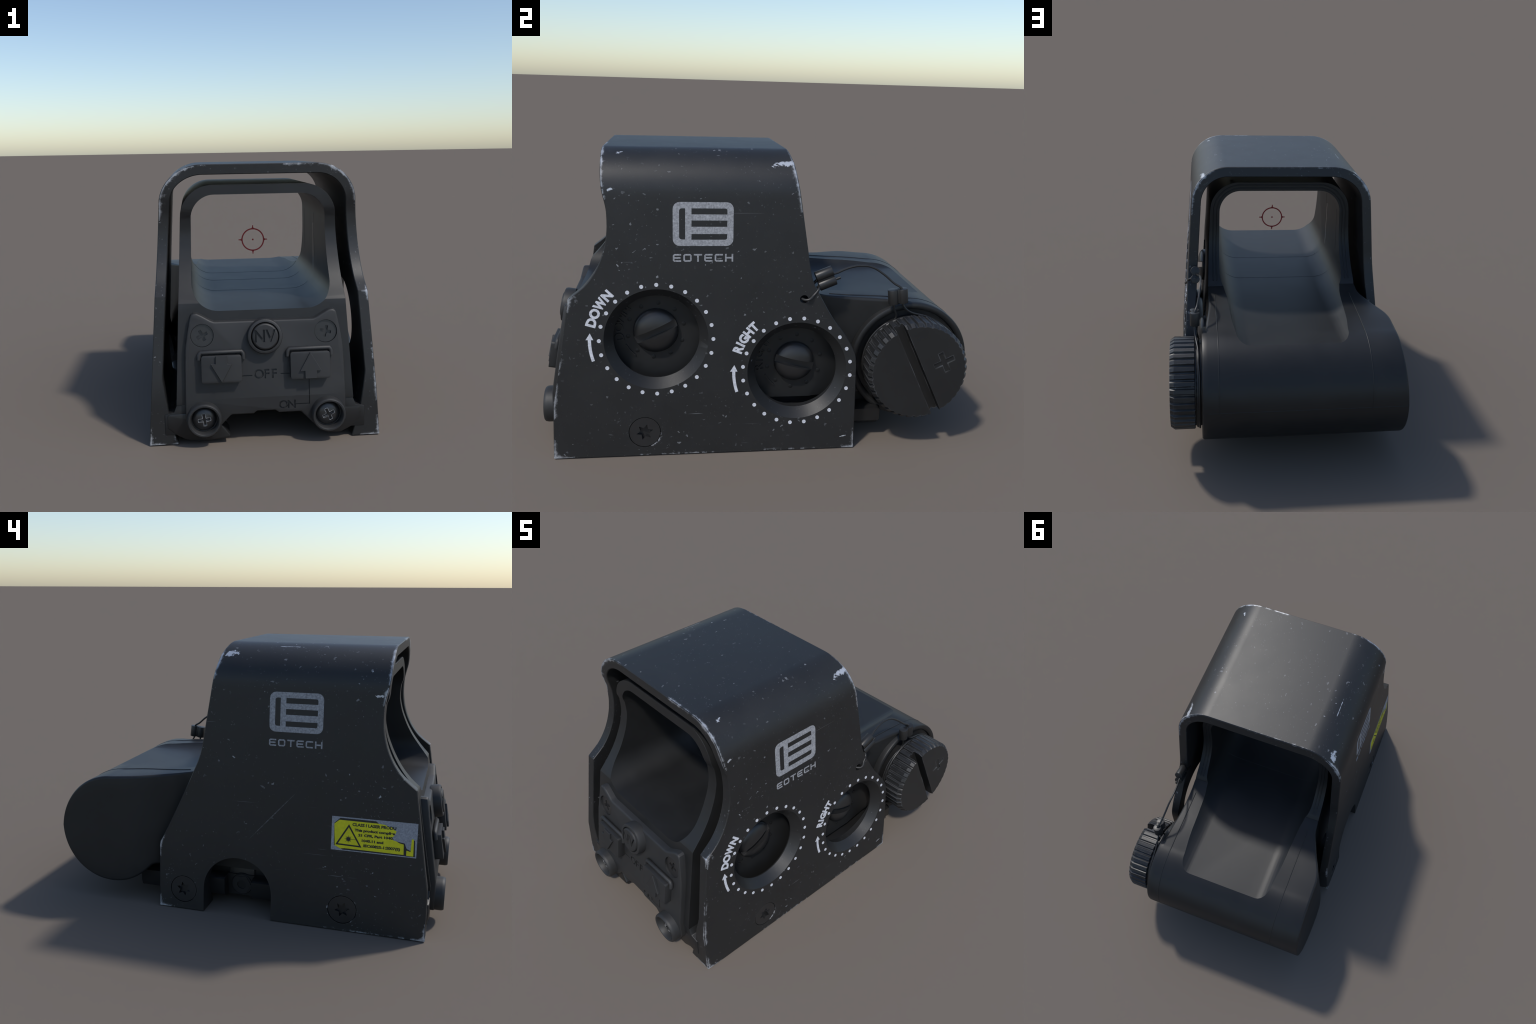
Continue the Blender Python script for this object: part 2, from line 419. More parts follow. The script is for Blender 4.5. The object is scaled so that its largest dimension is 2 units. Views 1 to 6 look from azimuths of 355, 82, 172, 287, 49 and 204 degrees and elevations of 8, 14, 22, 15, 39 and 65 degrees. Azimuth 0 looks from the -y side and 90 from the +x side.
DIALS = [(-.4715, .5435), (.160, .384)]
SCREWS_R = [(-.527, .113)]
SCREWS_L = [(.303, .108), (-.526, .109)]
cutters = []
for y, z in DIALS:
    c = lathe('cutter', [(-.30, .19), (-.046, .19), (0, .228), (.02, .2445)], 72, None, None)
    nrm = Vector((1, 0, SL)).normalized()
    c.data.transform(Matrix.Translation((CX+.576-SL*z, y, z)) @ Vector((1, 0, 0)).rotation_difference(nrm).to_matrix().to_4x4())
    cutters.append(c)
ap = [(-.167, -.1), (-.167, .128)] + [(.0125 - .1795*math.cos(pi*i/24), .128 + .1795*math.sin(pi*i/24)) for i in range(1, 24)] + [(.192, .128), (.192, -.1)]
cutters.append(extrude_poly('cutter', ap, -.75, -.40, 'x', None, None))
cutters.append(lathe('cutter', [(.40, .019), (.60, .019)], 20, None, None, origin=(0, .182, .719)))
for y, z in SCREWS_R:
    cutters.append(put('cutter', flat([circle(.0715, 40)], .05), right_frame(y, z, -.021), None, None))
for y, z in SCREWS_L:
    cutters.append(put('cutter', flat([circle(.0715, 40)], .05), left_frame(y, z, -.021), None, None))
cut(hood, cutters, 20)

# flush torx screws in the hood walls
def star(r1, r2, n=6, a0=0.3):
    return [((r1 if i % 2 == 0 else r2)*math.cos(a0+pi*i/n), (r1 if i % 2 == 0 else r2)*math.sin(a0+pi*i/n)) for i in range(2*n)]
for k, (fr, (y, z)) in enumerate([(right_frame, SCREWS_R[0]), (left_frame, SCREWS_L[0]), (left_frame, SCREWS_L[1])]):
    disc = flat([circle(.0685, 40), star(.038, .020, 6, .25+.5*k)], .0195)
    floor = flat([circle(.045, 24)], .001)
    me = join_mesh([disc, floor])
    put('hood_screw', me, fr(y, z, -.0212), M_SCREW, hood)

# ------------------------------------------------------------------ optical housing (window frame and core)
hb = lambda z: .438 - .045*(z - .22)
bf_low = lin([.165, .22, .69], [-.935, -.932, -.846])
bf_up = pchip([.69, .757, .817, .89, .965, 1.03, 1.09, 1.135, 1.18, 1.261], [-.846, -.787, -.744, -.706, -.679, -.668, -.671, -.684, -.684, -.680])
bf = lambda z: bf_low(z) if z < .69 else bf_up(z)
br = pchip([.0, .70, .74, .765, .80, .86, .93, 1.0, 1.1, 1.27], [.25, .25, .225, .192, .155, .110, .080, .068, .062, .052])
BT = 1.261; RB = .165; zb = BT - RB
bz = [.204, .212, .22, .30, .40, .50, .60, .645, .69] + list(np.arange(.71, zb-.005, .018)) + [zb]
half = [(hb(z), z) for z in bz]
for i in range(1, 15):
    a = math.atan(.045) + (pi/2 - math.atan(.045))*i/14
    half.append((hb(zb) - RB + RB*math.cos(a), zb + RB*math.sin(a)))
bm = bmesh.new(); NYB = 8
def col(sx): return [[bm.verts.new((CX + sx*x, bf(z) + (br(z)-bf(z))*j/NYB, z)) for j in range(NYB+1)] for x, z in half]
G = {1: col(1), -1: col(-1)}
m = len(half)
for s in (1, -1):
    for i in range(m-1):
        for j in range(NYB): bm.faces.new((G[s][i][j], G[s][i][j+1], G[s][i+1][j+1], G[s][i+1][j]))
for i in range(m-1):
    for j in (0, NYB): bm.faces.new((G[1][i][j], G[1][i+1][j], G[-1][i+1][j], G[-1][i][j]))
for i in (0, m-1):
    for j in range(NYB): bm.faces.new((G[1][i][j], G[1][i][j+1], G[-1][i][j+1], G[-1][i][j]))
housing = make('housing', bm, M_BODY, root)
bevel(housing, .004, 1, 30, 20)

def tunnel(e=0.0):
    x0, x1, z0, z1 = CX-.353+e, CX+.353-e, .650+e, 1.212
    pts = []
    for cx, cz, r, a in ((x1-.12, z1-.12, .12, 0), (x0+.12, z1-.12, .12, pi/2), (x0+.135, z0+.135, .135, pi), (x1-.135, z0+.135, .135, 1.5*pi)):
        for i in range(13):
            t = a + pi/2*i/12; pts.append((cx + r*math.cos(t), cz + r*math.sin(t)))
    pts = [(CX + (x-CX)*(1 - .03*(z-.645)/.567), z) for x, z in pts]
    return extrude_poly('cutter', pts, -1.3, 1.3, 'y', None, None)
# recessed slit grooves round the tunnel where the panes sit
cut(housing, [tunnel()], 20)

# rim round the rear window opening
def rim_loop(off, k=13):
    x0, x1, z0, z1 = CX-.353-off, CX+.353+off, .645-off, 1.212+off
    pts = []
    for cx, cz, r, a in ((x1-.12-off, z1-.12-off, .12+off, 0), (x0+.12+off, z1-.12-off, .12+off, pi/2)):
        for i in range(k):
            t = a + pi/2*i/(k-1); pts.append((cx + r*math.cos(t), cz + r*math.sin(t)))
    left = [(x0, z) for z in np.linspace(z1-.14-off, .74, 24)]; right = [(x1, z) for z in np.linspace(.74, z1-.14-off, 24)]
    return right + pts + left
for off in (.016, .034):
    pts = [(CX + (x-CX)*(1 - .03*(z-.645)/.567), br(z)-.001, z) for x, z in rim_loop(off)]
    tube('window_bead', pts, .0040, M_BODY, housing, bez=False, bres=2)
# thin raised seams across the tunnel floor and walls
for y in (-.335, -.012):
    pts = []
    for cx, sgn in ((CX-.353+.135, -1), (CX+.353-.135, 1)):
        q = [(cx + sgn*.135*math.sin(pi/2*i/10), .650+.135-.135*math.cos(pi/2*i/10)) for i in range(11)]
        q += [(CX + sgn*(.353*(1-.03*(z-.645)/.567)), z) for z in (.84, .92, 1.0, 1.08)]
        pts = (list(reversed(q)) if sgn < 0 else pts + q) if sgn < 0 else pts + q
    tube('tunnel_seam', [(x, y, z) for x, z in pts], .0007, M_BODY, housing, bez=False, bres=2)

# ------------------------------------------------------------------ battery compartment: lofted along y
CY, CZ, CR = .7155, .386, .2845
zt_front = pchip([.25, .316, .42, .58, .7155], [.715, .699, .690, .682, .6705])
def ztop(y): return zt_front(y) if y <= CY else CZ + math.sqrt(max(CR*CR - (y-CY)**2, 0))
def zbot(y):
    c = CZ - math.sqrt(max(CR*CR - (y-CY)**2, 0)) if abs(y-CY) <= CR else .386
    return min(c, .205) if y < .50 else c
xl = pchip([.25, .306, .40, .51, .564, .62, 1.0], [-.4364, -.446, -.490, -.548, -.568, -.576, -.576])
xr = pchip([.25, .43, .52, .62, .70, 1.0], [.3964, .403, .410, .421, .427, .427])
ys = list(np.linspace(.2463, .66, 27)) + [CY + CR*math.sin(t) for t in np.linspace(math.asin((.68-CY)/CR), pi/2-.02, 40)]
bm = bmesh.new(); rings = []
KC, KS = 8, 10
for y in ys:
    a, b, c, d = xl(y), xr(y), zbot(y), ztop(y)
    k_ = min(1, max(0, (y-.26)/.20))
    hgt = d - c; rl = min(.004 + .010*k_, hgt*.45); rr = min(.004 + .010*k_, hgt*.45)
    pts = []
    for cx, cz, r, a0 in ((b-rr, d-rr, rr, 0), (a+rl, d-rl, rl, pi/2), (a+rl, c+rl, rl, pi), (b-rr, c+rr, rr, 1.5*pi)):
        for i in range(KC+1):
            t = a0 + pi/2*i/KC; pts.append((cx + r*math.cos(t), cz + r*math.sin(t)))
    # densify the straight runs so that curvature along x is carried well
    full = []
    for i, p in enumerate(pts):
        q = pts[(i+1) % len(pts)]; full.append(p)
        if (i+1) % (KC+1) == 0:
            for k in range(1, KS): full.append((p[0] + (q[0]-p[0])*k/KS, p[1] + (q[1]-p[1])*k/KS))
    # the walls lean like those of the housing in front and of the hood behind
    def lean(x, z):
        f = (x - CX)/((b-a)/2)
        tl = (.045 + .018*k_ if x < CX else .045*(1-k_) + .02*k_)
        return x - max(-1, min(1, f))*tl*(z-(.70 - .314*k_))
    full = [(lean(x, z), z) for x, z in full]
    rings.append([bm.verts.new((x, y, z)) for x, z in full])
L = len(rings[0])
for A, B in zip(rings, rings[1:]):
    for i in range(L): bm.faces.new((A[i], A[(i+1) % L], B[(i+1) % L], B[i]))
bm.faces.new(rings[0]); bm.faces.new(rings[-1])
batt = make('battery_compartment', bm, M_BODY, root, 40)
cut(batt, [tunnel(.0006)], 16)
# mould seams on the compartment
def over(x, y0, y1=1.0):
    P = [(x, y, ztop(y)) for y in np.linspace(y0, .70, 14)]
    P += [(x, CY + (CR-.001)*math.sin(t), CZ + (CR-.001)*math.cos(t)) for t in np.linspace(.05, pi/2, 16)]
    return P
tube('moulding_seam', over(-.393, .33), .0030, M_BODY, batt, bez=False, bres=2)
tube('moulding_seam', over(.360, .33), .0030, M_BODY, batt, bez=False, bres=2)
tube('moulding_seam', [(x, CY+CR-.0015, CZ) for x in np.linspace(-.570, .408, 12)], .0026, M_BODY, batt, bez=False, bres=2)
# raised collar round the battery opening
lathe('battery_collar', [(.395, .246), (.405, .2845), (.430, .2845), (.437, .2815), (.441, .275), (.441, .262), (.436, .254), (.425, .251), (.395, .246)], 96, M_BODY, batt, origin=(0, CY, CZ))

# ------------------------------------------------------------------ battery cap
CCY, CCZ = .714, .390
NT_ = 40
def teeth(k, i, r):
    if k in (0, 5): return r
    ph = i % 6
    depth = .009 if k < 4 else .003
    return r - (depth if ph in (4, 5) else 0) if ph not in (3,) else r
cap = lathe('battery_cap', [(.474, .215), (.474, .230), (.478, .234), (.577, .234), (.597, .220), (.597, .216)], NT_*6, M_CAP, root, origin=(0, CCY, CCZ), smooth=25, radius_fn=teeth)
ang = math.atan2(.395, -.19)
sd = Vector((0, math.cos(ang), math.sin(ang)))
cs = box('cutter', (-.055, -.30, -.0225), (.02, .30, .0225), None, None)
rotm = Matrix.Translation((.597, CCY, CCZ)) @ Matrix.Rotation(ang, 4, 'X')
cs.data.transform(rotm)
plus_c = Vector((0, .111, .047))
cuts = [cs]
pl = []
a_, w_ = .050, .0125
plus = [(w_, a_), (-w_, a_), (-w_, w_), (-a_, w_), (-a_, -w_), (-w_, -w_), (-w_, -a_), (w_, -a_), (w_, -w_), (a_, -w_), (a_, w_), (w_, w_)]
pm = extrude_poly('cutter', plus, -.0055, .02, 'x', None, None)
pm.data.transform(Matrix.Translation((.597, CCY+.115, CCZ+.047)) @ Matrix.Rotation(ang, 4, 'X'))
cuts.append(pm)
cut(cap, cuts, 25)
lathe('cap_neck', [(.380, .218), (.474, .218)], 72, M_DEEP, cap, origin=(0, CCY, CCZ))
bm = bmesh.new()
for i in range(72):
    for j in range(8):
        a, b = 2*pi*i/72, 2*pi*j/8
        bm.verts.new((.460 + .009*math.cos(b), CCY + (.219+.009*math.sin(b))*math.cos(a), CCZ + (.219+.009*math.sin(b))*math.sin(a)))
bm.verts.ensure_lookup_table()
for i in range(72):
    for j in range(8):
        bm.faces.new([bm.verts[k] for k in (i*8+j, i*8+(j+1) % 8, ((i+1) % 72)*8+(j+1) % 8, ((i+1) % 72)*8+j)])
make('seal_ring', bm, M_CORD, cap, 180)

# ------------------------------------------------------------------ tether cord
hole = Vector((.490, .184, .720))
s1 = Vector((.470, .285, .803)); s2 = Vector((.472, .628, .716))
d1 = Vector((-.02, .86, .34)).normalized(); d2 = Vector((0, .12, -1)).normalized()
tube('cord', [tuple(hole + Vector((.0, -.02, .0))), tuple(hole + Vector((.03, .015, -.002))), (.510, .225, .735), (.492, .252, .765), tuple(s1 - d1*.05 + Vector((0, .012, -.02))), tuple(s1 + Vector((0, .012, -.018)))], .0065, M_CORD, root)
tube('cord', [tuple(hole + Vector((-.03, .0, .005))), (.455, .21, .75), (.452, .236, .777), tuple(s1 + Vector((-.012, -.012, .018)))], .0065, M_CORD, root)
tube('cord', [tuple(s1 + Vector((-.006, -.012, .018))), (.455, .334, .823), (.446, .371, .836), (.440, .412, .848), (.438, .45, .853), (.440, .505, .847), (.447, .561, .815), (.458, .608, .776), tuple(s2 + Vector((0, .020, .03))), tuple(s2 + Vector((0, .020, 0)))], .0055, M_CORD, root)
tube('cord', [tuple(s1 + Vector((0, .012, -.018))), tuple(s1 + d1*.06 + Vector((0, .012, -.018)))], .0065, M_CORD, root)
loop = [(s2.x, s2.y-.018, s2.z), (s2.x, s2.y-.016, s2.z-.05)]
for a in np.linspace(112, 112+318, 22):
    t = math.radians(a); loop.append((.452 if 130 < a < 410 else .457, CCY + .228*math.cos(t), CCZ + .228*math.sin(t)))
loop += [(s2.x, s2.y+.035, s2.z-.055), (s2.x, s2.y+.018, s2.z)]
tube('cord', loop, .005, M_CORD, root)
def sleeve(c, d, side, h=.045, r=.024):
    d = d.normalized(); side = (side - d*side.dot(d)).normalized(); nrm = d.cross(side)
    M = Matrix.Translation(c) @ Matrix((side, nrm, d)).transposed().to_4x4()
    parts = []
    for sx in (-1, 1):
        parts.append(flat([circle(r, 20, (sx*.0225, 0))], 2*h))
    parts.append(flat([[(-.016, -.015), (.016, -.015), (.016, .015), (-.016, .015)]], 2*h-.004))
    me = join_mesh(parts); me.transform(Matrix.Translation((0, 0, -h)))
    ob = put('cord_sleeve', me, M, M_CORD, root, 40)
    bevel(ob, .003, 2, 50, 40)
    return ob
sleeve(s1 + Vector((-.003, 0, 0)), d1, Vector((.0, -.34, .86)), .040)
sleeve(s2, d2, Vector((0, 1, 0)), .034)

# ------------------------------------------------------------------ adjustment dials behind the hood holes
for k, (y, z) in enumerate([(-.477, .547), (.163, .386)]):
    n_ = Vector((1, 0, .045)).normalized()
    Mx = Matrix.Translation((CX + hb(z), y, z)) @ Vector((1, 0, 0)).rotation_difference(n_).to_matrix().to_4x4()
    dr = (.102, .094)[k]
    prof = [(-.01, dr), (.012, dr)] + [(.010 + .038*math.sin(t), dr*math.cos(t)**.9) for t in np.linspace(.08, 1.45, 10)] + [(.0485, .004)]
    knob = lathe('adjustment_knob', prof, 56, M_SCREW, housing)
    sl = box('cutter', (.016, -.2, -.018), (.10, .2, .018), None, None)
    sl.data.transform(Matrix.Rotation((.42, -.24)[k], 4, 'X'))
    cut(knob, [sl], 35)
    knob.data.transform(Mx)
    # ring of near-black discs round the knob, pit shadows modelled as objects
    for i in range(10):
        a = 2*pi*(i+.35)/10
        p = lathe('pit_shadow_disc', [(-.002, .0098), (.0012, .0098), (.0016, .0090)], 14, M_PIT, housing)
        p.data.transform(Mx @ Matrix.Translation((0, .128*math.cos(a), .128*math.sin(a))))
    # raised words and arrow on the housing wall
    word = ('DOWN', 'RIGHT')[k]
    nlet = len(word)
    base = Matrix((Vector((0, 1, 0)), Vector((-.045, 0, 1)).normalized(), n_)).transposed().to_4x4()
    O3 = Matrix.Translation((CX + hb(z), y, z)) @ base
    for i, ch in enumerate(word):
        a = math.radians(203 - i*(46/(nlet-1)) - 12)
        me = letters(ch, .056, .008, .0012)
        put('embossed_letter', me, O3 @ Matrix.Translation((.165*math.cos(a), .165*math.sin(a), -.001)) @ Matrix.Rotation(a - pi/2, 4, 'Z'), M_BODY, housing)
    arr = [(.15*math.cos(t), .15*math.sin(t)) for t in np.linspace(math.radians(232), math.radians(206), 8)]
    arr = [(x*1.02, y2*1.02) for x, y2 in arr] + [(x*.98, y2*.98) for x, y2 in reversed(arr)]
    put('embossed_arrow', flat([arr], .008), O3 @ Matrix.Translation((0, 0, -.001)), M_BODY, housing)

# ------------------------------------------------------------------ mounting base
top_ = [(.485, .090), (.485, .150), (.470, .160), (.17, .163), (.172, .151), (.225, .098)]
def rail_bar(name, sgn, tail, y0, y1):
    ob = extrude_poly(name, [(CX + sgn*x, z) for x, z in top_ + tail], y0, y1, 'y', M_DEEP, root)
    bevel(ob, .009, 2, 60)
    return ob
long_tail = [(.185, .062), (.195, .046), (.43, .046), (.475, .062)]
rail = rail_bar('rail_clamp', -1, long_tail, -.80, .585)
cut(rail, [box('cutter', (-.60, -.037, -.1), (-.440, .108, .30), None, None)])
rail_bar('clamp_jaw', -1, [(.176, .040), (.182, .024), (.33, .012), (.39, .022), (.435, .046)], -.934, -.801)
rail_bar('rail_clamp', 1, [(.25, .070), (.275, .036), (.32, .022), (.38, .024), (.43, .050)], -.930, .585)
for sgn in (1, -1):
    # ledge tying the clamp to the hood foot at the front
    tab = extrude_poly('base_lug', [(CX+sgn*x, z) for x, z in ((.36, .05), (.497, .053), (.497, .157), (.452, .166), (.435, .21), (.36, .21))], -.9295, -.80, 'y', M_HOOD if False else M_BODY, root)
    bevel(tab, .004, 2)
box('base_bridge', (CX-.40, -.91, .150), (CX+.40, .56, .215), M_DEEP, root, .006)
# clamp bolt seen through the arch
nut_o = (-.425, .030, .118)
lathe('clamp_bolt', [(.0, .060), (-.030, .060), (-.036, .054), (-.036, .040), (-.020, .038), (-.020, .02), (-.012, .0)], 6*6, M_SCREW, root, origin=(-.408, .032, .108))
hx = flat([[(.052*math.cos(pi/3*i), .052*math.sin(pi/3*i)) for i in range(6)], circle(.024, 20)], .03)
put('clamp_nut', hx, Matrix.Translation((-.418, .032, .108)) @ Matrix((Vector((0, -1, 0)), Vector((0, 0, 1)), Vector((-1, 0, 0)))).transposed().to_4x4(), M_SCREW, root)
box('clamp_block', (-.43, -.034, .045), (-.30, .105, .20), M_DEEP, root, .004)

# ------------------------------------------------------------------ button panel
pf = lin([0, .235, .235001, .70], [-.957, -.955, -.955, -.881])
out_half = [(0, .605), (.244, .605), (.262, .612), (.305, .637), (.328, .648), (.345, .648), (.357, .641), (.363, .628), (.378, .55), (.389, .48), (.392, .40), (.394, .30), (.395, .235), (.395, .141), (.388, .108), (.368, .078), (.34, .060), (.305, .054), (.27, .062), (.245, .078), (.222, .099), (.172, .151), (.062, .151), (.045, .164), (0, .164)]
def panel_mesh():
    bm = bmesh.new()
    loop = [(CX+x, z) for x, z in out_half] + [(CX-x, z) for x, z in reversed(out_half[1:-1])]
    F = [bm.verts.new((x, -1, z)) for x, z in loop]
    f = bm.faces.new(F)
    for zc_ in (.235,):
        bmesh.ops.bisect_plane(bm, geom=bm.verts[:]+bm.edges[:]+bm.faces[:], plane_co=(0, 0, zc_), plane_no=(0, 0, 1))
    ret = bmesh.ops.extrude_face_region(bm, geom=bm.faces[:])
    nv = [v for v in ret['geom'] if isinstance(v, bmesh.types.BMVert)]
    sn = set(nv)
    for v in bm.verts:
        y = pf(v.co.z)
        v.co.y = y if v not in sn else y + .07
    return bm
panel = make('button_panel', panel_mesh(), M_PANEL, root, 25)
bevel(panel, .009, 3, 40, 34)
# frame on the sloped panel face
pn = Vector((0, -(.465), -.078)).normalized()
pn = Vector((0, -.465, .074)).normalized()
pv = Vector((0, .074, .465)).normalized()
def pframe(x, z, off=0.0):
    o = Vector((x, pf(z), z)) + pn*off
    return Matrix.Translation(o) @ Matrix((Vector((1, 0, 0)), pv, pn)).transposed().to_4x4()
def vframe(x, z, off=0.0):
    o = Vector((x, -.9560, z)) + Vector((0, -1, 0))*off
    return Matrix.Translation(o) @ Matrix((Vector((1, 0, 0)), Vector((0, 0, 1)), Vector((0, -1, 0)))).transposed().to_4x4()
# engraved words, lines and screw seats
cs = []
def cutter(me, M): cs.append(put('cutter', me, M, None, None))
def bar(x0, y0, x1, y1): return flat([[(x0, y0), (x1, y0), (x1, y1), (x0, y1)]], .02)
for i, ch in enumerate('OFF'):
    cutter(letters(ch, .063, .02, 0.0012), pframe(-.016 + (i-1)*.037, .344, -.007))
cutter(bar(-.024, -.0028, .024, .0028), pframe(-.110, .341, -.006)); cutter(bar(-.024, -.0028, .024, .0028), pframe(.078, .344, -.006))
for i, ch in enumerate('ON'):
    cutter(letters(ch, .058, .02, 0.0012), vframe(.064 + i*.041, .190, -.007))
cutter(bar(-.036, -.0028, .036, .0028), vframe(.160, .192, -.006))
cutter(bar(-.0028, -.021, .0022, .021), vframe(.194, .2125, -.006))
cutter(bar(-.0028, -.05, .0022, .05), pframe(.194, .285, -.006))
for x in (CX-.305, CX+.305): cutter(flat([circle(.0565, 36)], .05), pframe(x, .542, -.020))
cut(panel, cs, 28)
cross = lambda a, w: [(w, a), (-w, a), (-w, w), (-a, w), (-a, -w), (-w, -w), (-w, -a), (w, -a), (w, -w), (a, -w), (a, w), (w, w)]
for x, a in ((CX-.305, .45), (CX+.305, -.25)):
    cr = [(p*math.cos(a)-q*math.sin(a), p*math.sin(a)+q*math.cos(a)) for p, q in cross(.028, .0075)]
    me = join_mesh([flat([circle(.0545, 36), cr], .011), flat([circle(.04, 20)], .0008)])
    put('panel_screw', me, pframe(x, .542, -.0197), M_SCREW, panel)
# night-vision button
nvx, nvz = -.021, .531
def plathe(name, prof, mat, fr, seg=56):
    ob = lathe(name, prof, seg, mat, panel, axis='Z')
    ob.data.transform(fr); return ob
def on_panel(fr): return fr
plathe('round_button_ring', [(-.01, .0865), (.030, .0865), (.040, .083), (.043, .077), (.043, .070), (.034, .0665), (-.01, .0665)], M_PANEL, pframe(nvx, nvz))
nvb = plathe('round_button', [(-.01, .0645), (.040, .0645), (.047, .0615), (.050, .056), (.050, .0)], M_PANEL, Matrix.Identity(4))
cs = [put('cutter', letters(ch, .084, .02, .0014, sx=.90), Matrix.Translation((dx, 0, .040)), None, None) for ch, dx in (('N', -.027), ('V', .026))]
cut(nvb, cs, 28)
nvb.data.transform(pframe(nvx, nvz))
# arrow keys
def key(x, z, up):
    w, h, d = .097, .0655, .040
    bmk = flat([rrect(-w, -h, w, h, .012, 4)], d)
    ob = put('arrow_key', bmk, Matrix.Identity(4), M_PANEL, panel)
    bevel(ob, .007, 2, 50, 35)
    s = 1 if up else -1
    arrow = [(0, s*.065), (.053, -s*.026), (.029, -s*.026), (.029, -s*.064), (-.029, -s*.064), (-.029, -s*.026), (-.053, -s*.026)]
    ar = put('arrow_symbol', flat([arrow], .013), Matrix.Translation((0, 0, d-.002)), M_PANEL, ob)
    bevel(ar, .002, 1, 50, 20)
    T = pframe(x, z)
    ob.data.transform(T); ar.data.transform(T)
    g = pframe(x, z, .012)
    P = [g @ Vector(p) for p in ((-w-.010, h-.022, 0), (-w-.010, h+.004, 0), (-w-.001, h+.014, 0), (w+.001, h+.014, 0), (w+.010, h+.004, 0), (w+.010, h-.022, 0))]
    tube('key_guard', [tuple(p) for p in P], .0115, M_PANEL, panel, bez=False, bres=4)
key(-.236, .383, False); key(.197, .385, True)
# corner pillars with recessed cross-head screws
for x, a in ((CX-.305, .12), (CX+.305, .45)):
    fr = vframe(x, .141)
    plathe('screw_boss', [(-.03, .0845), (.028, .0845), (.039, .0825), (.0440, .078), (.0440, .0715), (.038, .067), (.002, .0655), (.000, .0)], M_PANEL, fr)
    dome = [(-.012, .060)] + [(.000 + .026*math.sin(t), .060*math.cos(t)) for t in np.linspace(.05, 1.48, 10)]
    sc = lathe('cross_head_screw', dome, 48, M_BRIGHT, None, axis='Z')
    cs = [put('cutter', flat([cross(.030, .0075)], .05), Matrix.Translation((0, 0, .012)) @ Matrix.Rotation(a, 4, 'Z'), None, None)]
    cut(sc, cs, 30); sc.data.transform(fr); sc.parent = panel

# ------------------------------------------------------------------ pane and reticle
pane = box('glass_pane', (CX-.346, -.318, .647), (CX+.346, -.312, 1.208), M_GLASS, root)
rx, rz, ry = -.018, .932, -.3105
def ret():
    loops = flat([circle(.0648, 64), circle(.0574, 64)], .0012)
    ms = [loops, flat([circle(.0050, 14)], .0012)]
    for k in range(4):
        a = pi/2*k
        tick = [(.0635, .0075), (.0635, -.0075), (.070, -.0032), (.081, -.0026), (.081, .0026), (.070, .0032)]
        ms.append(flat([[(p*math.cos(a)-q*math.sin(a), p*math.sin(a)+q*math.cos(a)) for p, q in tick]], .0012))
    return join_mesh(ms)
put('reticle', ret(), Matrix.Translation((rx, ry, rz)) @ Matrix.Rotation(pi/2, 4, 'X') , M_RET, pane)

# ------------------------------------------------------------------ markings on the hood
PR = -.0006   # sunk a little, standing about one millimetre proud
def logo(fr, yc, name='emblem'):
    W, H = .2605, .190
    s = W/627
    X = lambda p: (p-843-313.5)*s
    Y = lambda p: -(p-785-227.5)*s*(H/(455*s))
    def rr(x0, y0, x1, y1, r, corners):
        out = []
        for cx, cy, a, k in ((x1, y1, 0, 'tr'), (x0, y1, pi/2, 'tl'), (x0, y0, pi, 'bl'), (x1, y0, 1.5*pi, 'br')):
            if k in corners:
                ox = cx - r if 'r' in k else cx + r; oy = cy - r if 't' in k else cy + r
                out += [(ox + r*math.cos(a+pi/2*i/5), oy + r*math.sin(a+pi/2*i/5)) for i in range(6)]
            else: out.append((cx, cy))
        return out
    loops = [rr(X(843), Y(1240), X(1470), Y(785), .030, ('tr', 'tl', 'bl', 'br')),
             rr(X(908), Y(1172), X(970), Y(850), .011, ('tl', 'bl')),
             rr(X(1035), Y(912), X(1405), Y(850), .009, ('tr',)),
             rr(X(1035), Y(1040), X(1405), Y(975), .009, ()),
             rr(X(1035), Y(1175), X(1405), Y(1115), .009, ('br',))]
    put(name, flat(loops, .0016), fr(yc, 1.0555, PR), M_LOGO, hood)
    # wordmark in wide square capitals
    lw, lh, t = .0355, .034, .0068
    def strokes(ch):
        B = lambda x0, y0, x1, y1: [(x0, y0), (x1, y0), (x1, y1), (x0, y1)]
        c = .006
        if ch == 'E': return [[[(c, 0), (lw, 0), (lw, t), (t, t), (t, lh/2-t/2), (lw*.92, lh/2-t/2), (lw*.92, lh/2+t/2), (t, lh/2+t/2), (t, lh-t), (lw, lh-t), (lw, lh), (c, lh), (0, lh-c), (0, c)]]]
        if ch == 'O': return [[[(c, 0), (lw-c, 0), (lw, c), (lw, lh-c), (lw-c, lh), (c, lh), (0, lh-c), (0, c)], B(t, t, lw-t, lh-t)]]
        if ch == 'T': return [[[(0, lh-t), (lw/2-t/2, lh-t), (lw/2-t/2, 0), (lw/2+t/2, 0), (lw/2+t/2, lh-t), (lw, lh-t), (lw, lh), (0, lh)]]]
        if ch == 'C': return [[[(c, 0), (lw, 0), (lw, t), (t, t), (t, lh-t), (lw, lh-t), (lw, lh), (c, lh), (0, lh-c), (0, c)]]]
        return [[[(0, 0), (t, 0), (t, lh/2-t/2), (lw-t, lh/2-t/2), (lw-t, 0), (lw, 0), (lw, lh), (lw-t, lh), (lw-t, lh/2+t/2), (t, lh/2+t/2), (t, lh), (0, lh)]]]
    step = (W - lw)/5
    for i, ch in enumerate('EOTECH'):
        ms = [flat(l, .0016) for l in strokes(ch)]
        me = join_mesh(ms); me.transform(Matrix.Translation((-W/2 + i*step, -lh/2, 0)))
        put('wordmark_letter', me, fr(yc, .9085, PR), M_LOGO, hood)
logo(right_frame, -.2685); logo(left_frame, -.2675)

